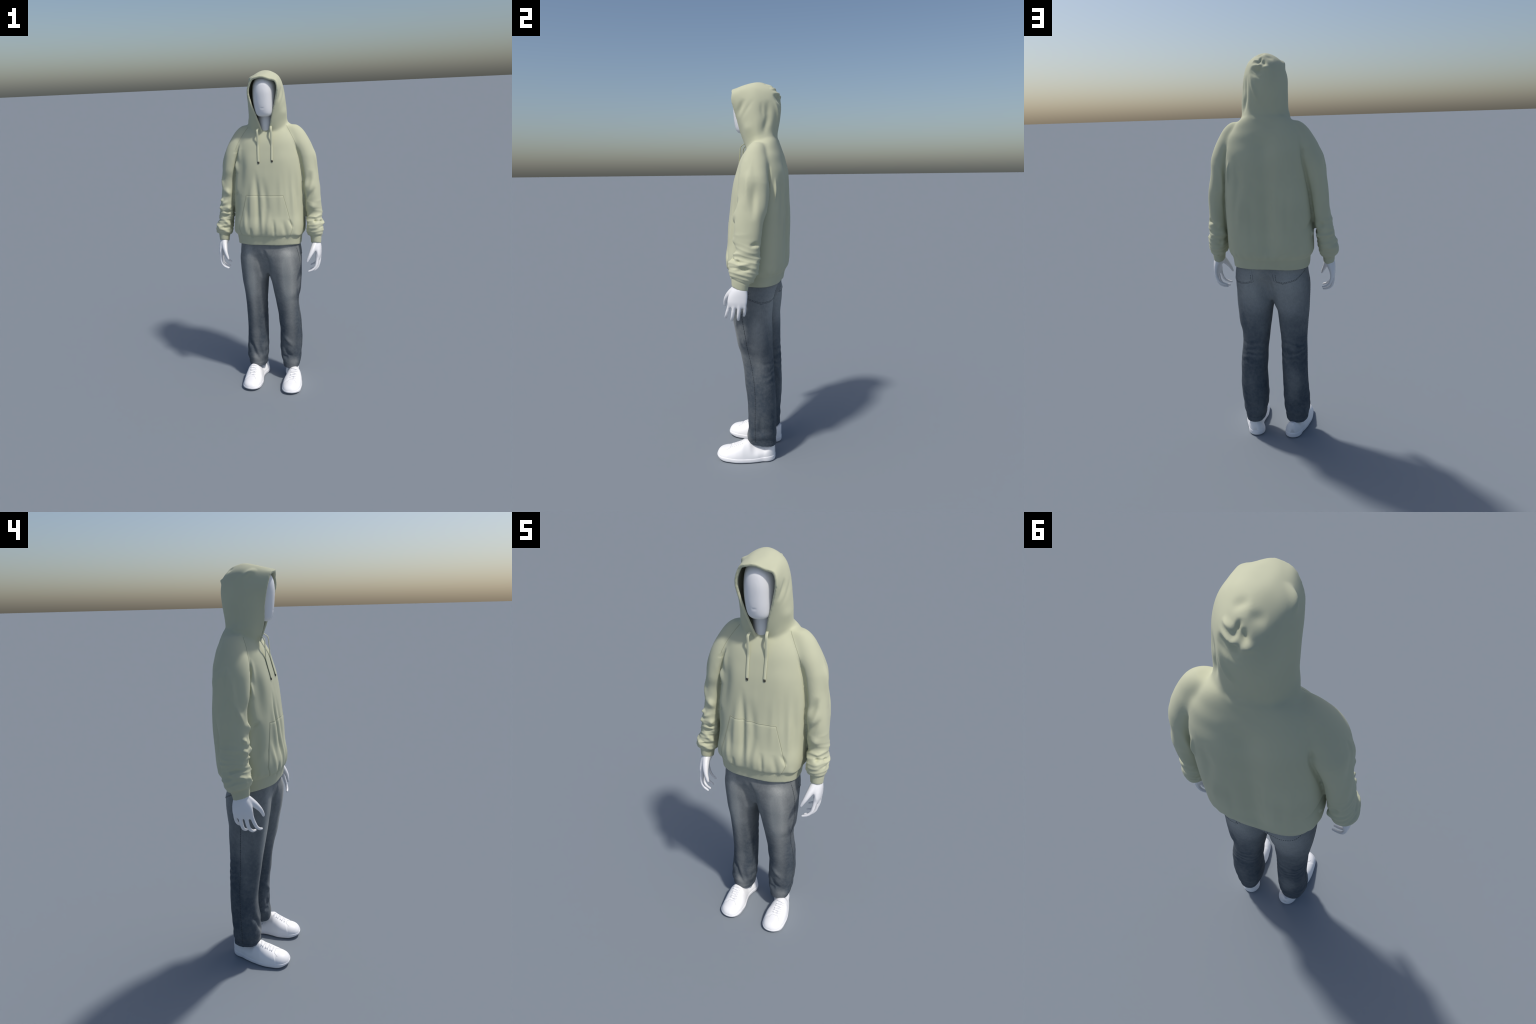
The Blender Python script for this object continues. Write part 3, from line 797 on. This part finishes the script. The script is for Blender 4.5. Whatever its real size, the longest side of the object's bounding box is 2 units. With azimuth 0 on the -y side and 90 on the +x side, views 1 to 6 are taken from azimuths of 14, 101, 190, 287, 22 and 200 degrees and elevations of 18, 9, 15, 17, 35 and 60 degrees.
head = hd.split(np.zeros(len(hd.F), int), ["head"], [root], [M_skin])[0]
neck_rows = [(1.60, -.058, .062, -.012, .10), (1.66, -.052, .056, -.012, .09), (1.72, -.050, .054, -.018, .085), (1.79, -.050, .054, -.02, .09)]
add_arrays("neck", *loft(column(neck_rows, 5, None, n=48)), root, M_skin)

def capsule_chain(pts, rad, n=10):
    out = []
    P = catmull(np.array(pts, float), np.linspace(0, len(pts) - 1, 5 * len(pts)))
    R = catmull(np.array(rad, float).reshape(-1, 1), np.linspace(0, len(rad) - 1, 5 * len(pts)))[:, 0]
    out.append(tube(P, R, n)); out.append(ball(P[-1], R[-1], 12, 8)); out.append(ball(P[0], R[0], 12, 8))
    return out

def hand_parts():
    parts = []
    palm = [(.893, .303, .320, -.056, .029), (.905, .299, .324, -.062, .033), (.925, .294, .327, -.064, .037), (.95, .284, .327, -.060, .038), (.975, .271, .325, -.050, .035),
            (.995, .267, .319, -.040, .030), (1.03, .268, .317, -.036, .032)]
    parts.append(loft(column(palm, 5, None, dz=.006, nf=2.0, nb=2.0, n=32)))
    parts += capsule_chain([(.305, -.050, .925), (.306, -.057, .898), (.299, -.072, .856), (.280, -.082, .836), (.257, -.087, .827)], [.012, .0105, .0085, .0075, .006])
    parts += capsule_chain([(.312, -.026, .925), (.314, -.031, .893), (.308, -.040, .848), (.287, -.050, .825), (.261, -.057, .818)], [.012, .0105, .0088, .0075, .006])
    parts += capsule_chain([(.314, .000, .925), (.315, -.003, .893), (.308, -.010, .848), (.287, -.016, .828), (.263, -.021, .822)], [.012, .0105, .0085, .0074, .006])
    parts += capsule_chain([(.308, .022, .928), (.310, .024, .900), (.300, .020, .868), (.283, .013, .850), (.261, .006, .841)], [.011, .0095, .0078, .0068, .0055])
    parts += capsule_chain([(.290, -.026, .985), (.279, -.058, .957), (.266, -.082, .928), (.255, -.091, .905), (.249, -.094, .890)], [.020, .0175, .0125, .0098, .0078])
    return parts
def build_hand(mirror):
    V, F = merge(hand_parts())
    V, F = voxel_union(V, F, .0021)
    k = Skin(V, F); k.smooth(6)
    web = sstep(.872, .890, k.V[:,2]) * sstep(.99, .97, k.V[:,2]); k.smooth(18, web)
    if not mirror: k.V = k.V + [.003, 0, 0]
    if mirror:
        k.V = k.V * [-1, 1, 1] + [.003, 0, 0]; k.F = np.where(k.F[:, :1] >= 0, k.F[:, [0, 3, 2, 1]], k.F)
        t = k.F[:,1] < 0
        k.F[t] = np.c_[k.F[t][:, [0, 2, 3]], np.full(t.sum(), -1)]
    return k.split(np.zeros(len(k.F), int), ["hand"], [root], [M_skin])[0]
build_hand(False); build_hand(True)

# ----------------------------------------------------------------------------- sneakers (drawn for the -x foot, mirrored for the other)
LAST = np.array([(-.187, -.120, .052), (-.150, -.1235, .058), (-.115, -.123, .0625), (-.075, -.122, .064), (-.040, -.123, .059), (0, -.121, .051),
                 (.040, -.1115, .0475), (.080, -.096, .047), (.131, -.0925, .044)])       # y, centre line, half width
TOE, HEEL = LAST[0,0], LAST[-1,0]
last_c, last_w = smooth_table(LAST[:,0], LAST[:,1]), smooth_table(LAST[:,0], LAST[:,2])
def last_half(y):
    y = np.asarray(y, float)
    a = np.clip((y - TOE) / .055, 0, 1); b = np.clip((HEEL - y) / .05, 0, 1)
    return last_w(y) * (1 - (1 - a)**2.3)**(1/2.3) * (1 - (1 - b)**2.2)**(1/2.2)
s_lo = lambda y: last_c(y) - last_half(y)
s_hi = lambda y: last_c(y) + last_half(y)
def sole_outline(n=160, grow=0.0):
    t = np.linspace(0, math.pi, n // 2)
    y = (TOE + HEEL) / 2 - (HEEL - TOE) / 2 * np.cos(t)
    a = np.c_[s_lo(y), y]; b = np.c_[s_hi(y), y][::-1][1:-1]
    P = np.vstack([a, b]); c = P.mean(0)
    d = np.roll(P, -1, 0) - np.roll(P, 1, 0); nrm = np.c_[d[:,1], -d[:,0]]; nrm /= np.maximum(np.linalg.norm(nrm, axis=1, keepdims=True), 1e-9)
    if ((P - c) * nrm).sum() < 0: nrm = -nrm
    for _ in range(3): nrm = (np.roll(nrm, 1, 0) + nrm + np.roll(nrm, -1, 0)) / 3
    return P + nrm * grow
def sole_mesh():
    rings = []
    for z, g in ((.0, -.010), (.0005, -.005), (.003, -.0012), (.008, .0), (.018, .0), (.0225, -.0006), (.0245, -.003), (.0245, -.010)):
        P = sole_outline(grow=g)
        spring = .010 * sstep(-.12, -.19, P[:,1]) * (z < .01) + .003 * sstep(-.05, -.19, P[:,1]) + .006 * sstep(.02, .12, P[:,1]) * (z > .01)
        rings.append(np.c_[P, z + spring])
    return loft(rings)
top = smooth_table([-.186, -.182, -.175, -.160, -.140, -.120, -.100, -.077, -.050, -.028, -.008, .02, .05, .08, .10, .115, .131],
                   [.026, .036, .045, .055, .061, .065, .072, .083, .098, .112, .110, .092, .084, .084, .088, .092, .092])
def upper_mesh():
    ys = (TOE + HEEL) / 2 - (HEEL - TOE - .006) / 2 * np.cos(np.linspace(0, math.pi, 170)); na = 61; rings = []
    for y in ys:
        lo, hi, h = float(s_lo(y)) + .002, float(s_hi(y)) - .002, float(top(y))
        inset = .004 * sstep(-.19, -.12, y)
        c, w = (lo + hi) / 2, max((hi - lo) / 2 - inset * .3, .002)
        t = np.linspace(0, math.pi, na)
        e = 2 / (2.3 + .9 * float(sstep(.02, .11, y)))
        nar = 1 - .16 * np.sin(t)**2 * float(sstep(-.10, .0, y))
        x = c + .006 * np.sin(t) * float(sstep(-.12, -.03, y)) * (-1) - w * np.sign(np.cos(t)) * np.abs(np.cos(t))**e * nar
        z = .017 + (h - .017) * np.sin(t)**e
        # raised quarters behind the toe box, sunken throat under the laces
        edge = sstep(-.002, .002, y + .112 + .55 * np.abs(x - c + .004) - .02)
        thr = sstep(.0125, .0095, np.abs(x - c + .004) - .10 * (y + .06)) * sstep(-.106, -.100, y) * sstep(-.022, -.028, y)
        z = z + .0016 * edge * sstep(.3, .7, np.sin(t)) - .0018 * thr
        x = x - .0012 * np.cos(t) * edge
        # collar dips beside the ankle
        z = z - .010 * float(sstep(.0, .03, y) * sstep(.11, .08, y)) * np.sin(2 * t)**2
        bottom = np.c_[np.linspace(x[-1], x[0], 8)[1:-1], np.full(6, y), np.full(6, .016)]
        rings.append(np.vstack([np.c_[x, np.full(na, y), z], bottom]))
    return loft(rings)
UP_V, UP_F = upper_mesh()
U_BVH = BVHTree.FromPolygons([Vector(v) for v in UP_V], UP_F)
down = lambda q: ((q[0], q[1], .4), (0, 0, -1))
def mid_x(y): return (s_lo(y) + s_hi(y)) / 2 - .004 - .004 * sstep(-.12, -.03, y)
lace_list, eyelet_dots = [], []
for i, y in enumerate(np.linspace(-.094, -.036, 6)):
    c = float(mid_x(y)); w = .0185 + .10 * (y + .06) * .5
    row = []
    for u in np.linspace(-1, 1, 13):
        h = hit(U_BVH, *down((c + w * u, y + .002 * u * (1 if i % 2 else -1))))
        p = h[0] + np.array([0, 0, .0022 * (1 - u**4) - .0008]); row.append(p)
    row = np.array(row)
    row[1:-1, 2] = np.maximum(row[1:-1, 2], np.interp(np.arange(1, 12), [0, 12], [row[0, 2], row[-1, 2]]) + .001)
    lace_list.append(tube(row, .0040, 8, .42, (0, 1, 0)))
    for u in (-1.12, 1.12):
        h = hit(U_BVH, *down((c + w * u, y)))
        eyelet_dots.append(ball(h[0], (.0021, .0021, .0012), 10, 6))  # solid grey bead in place of the dark eyelet opening
notch = []
for sd in (-1, 1):
    row = []
    for u, y in ((0, -.1085), (.5, -.1085), (1, -.108), (1.45, -.117), (1.9, -.127)):
        h = hit(U_BVH, *down((float(mid_x(y)) + sd * .016 * u, y))); row.append(h[0] + h[1] * .0002)
    notch.append(tube(catmull(np.array(row), np.linspace(0, 4, 20)), .0007, 6))
for sgn, dx, nm in ((1, 0.0, "L"), (-1, .018, "R")):
    def place(V, F):
        V = np.asarray(V) * [sgn, 1, 1] + [dx, 0, 0]
        return V, (F if sgn > 0 else [tuple(reversed(f)) for f in F])
    sn = add_arrays("sneaker", *place(UP_V, UP_F), root, M_leather)
    add_arrays("sole", *place(*sole_mesh()), sn, M_rubber)
    for lv in lace_list: add_arrays("lace", *place(*lv), sn, M_lace)
    for nv_ in notch: add_arrays("vamp_shade_line", *place(*nv_), sn, M_shade_grey)  # thin grey threads paint in the shadow line along the throat notch
    for hv in eyelet_dots: add_arrays("eyelet", *place(*hv), sn, M_shade_grey)
    rows = [(.03, -.128, -.072, .018, .10), (.08, -.126, -.070, .020, .095), (.20, -.126, -.068, .02, .09)]
    add_arrays("ankle", *place(*loft(column(rows, 5, None, n=32))), root, M_sock)
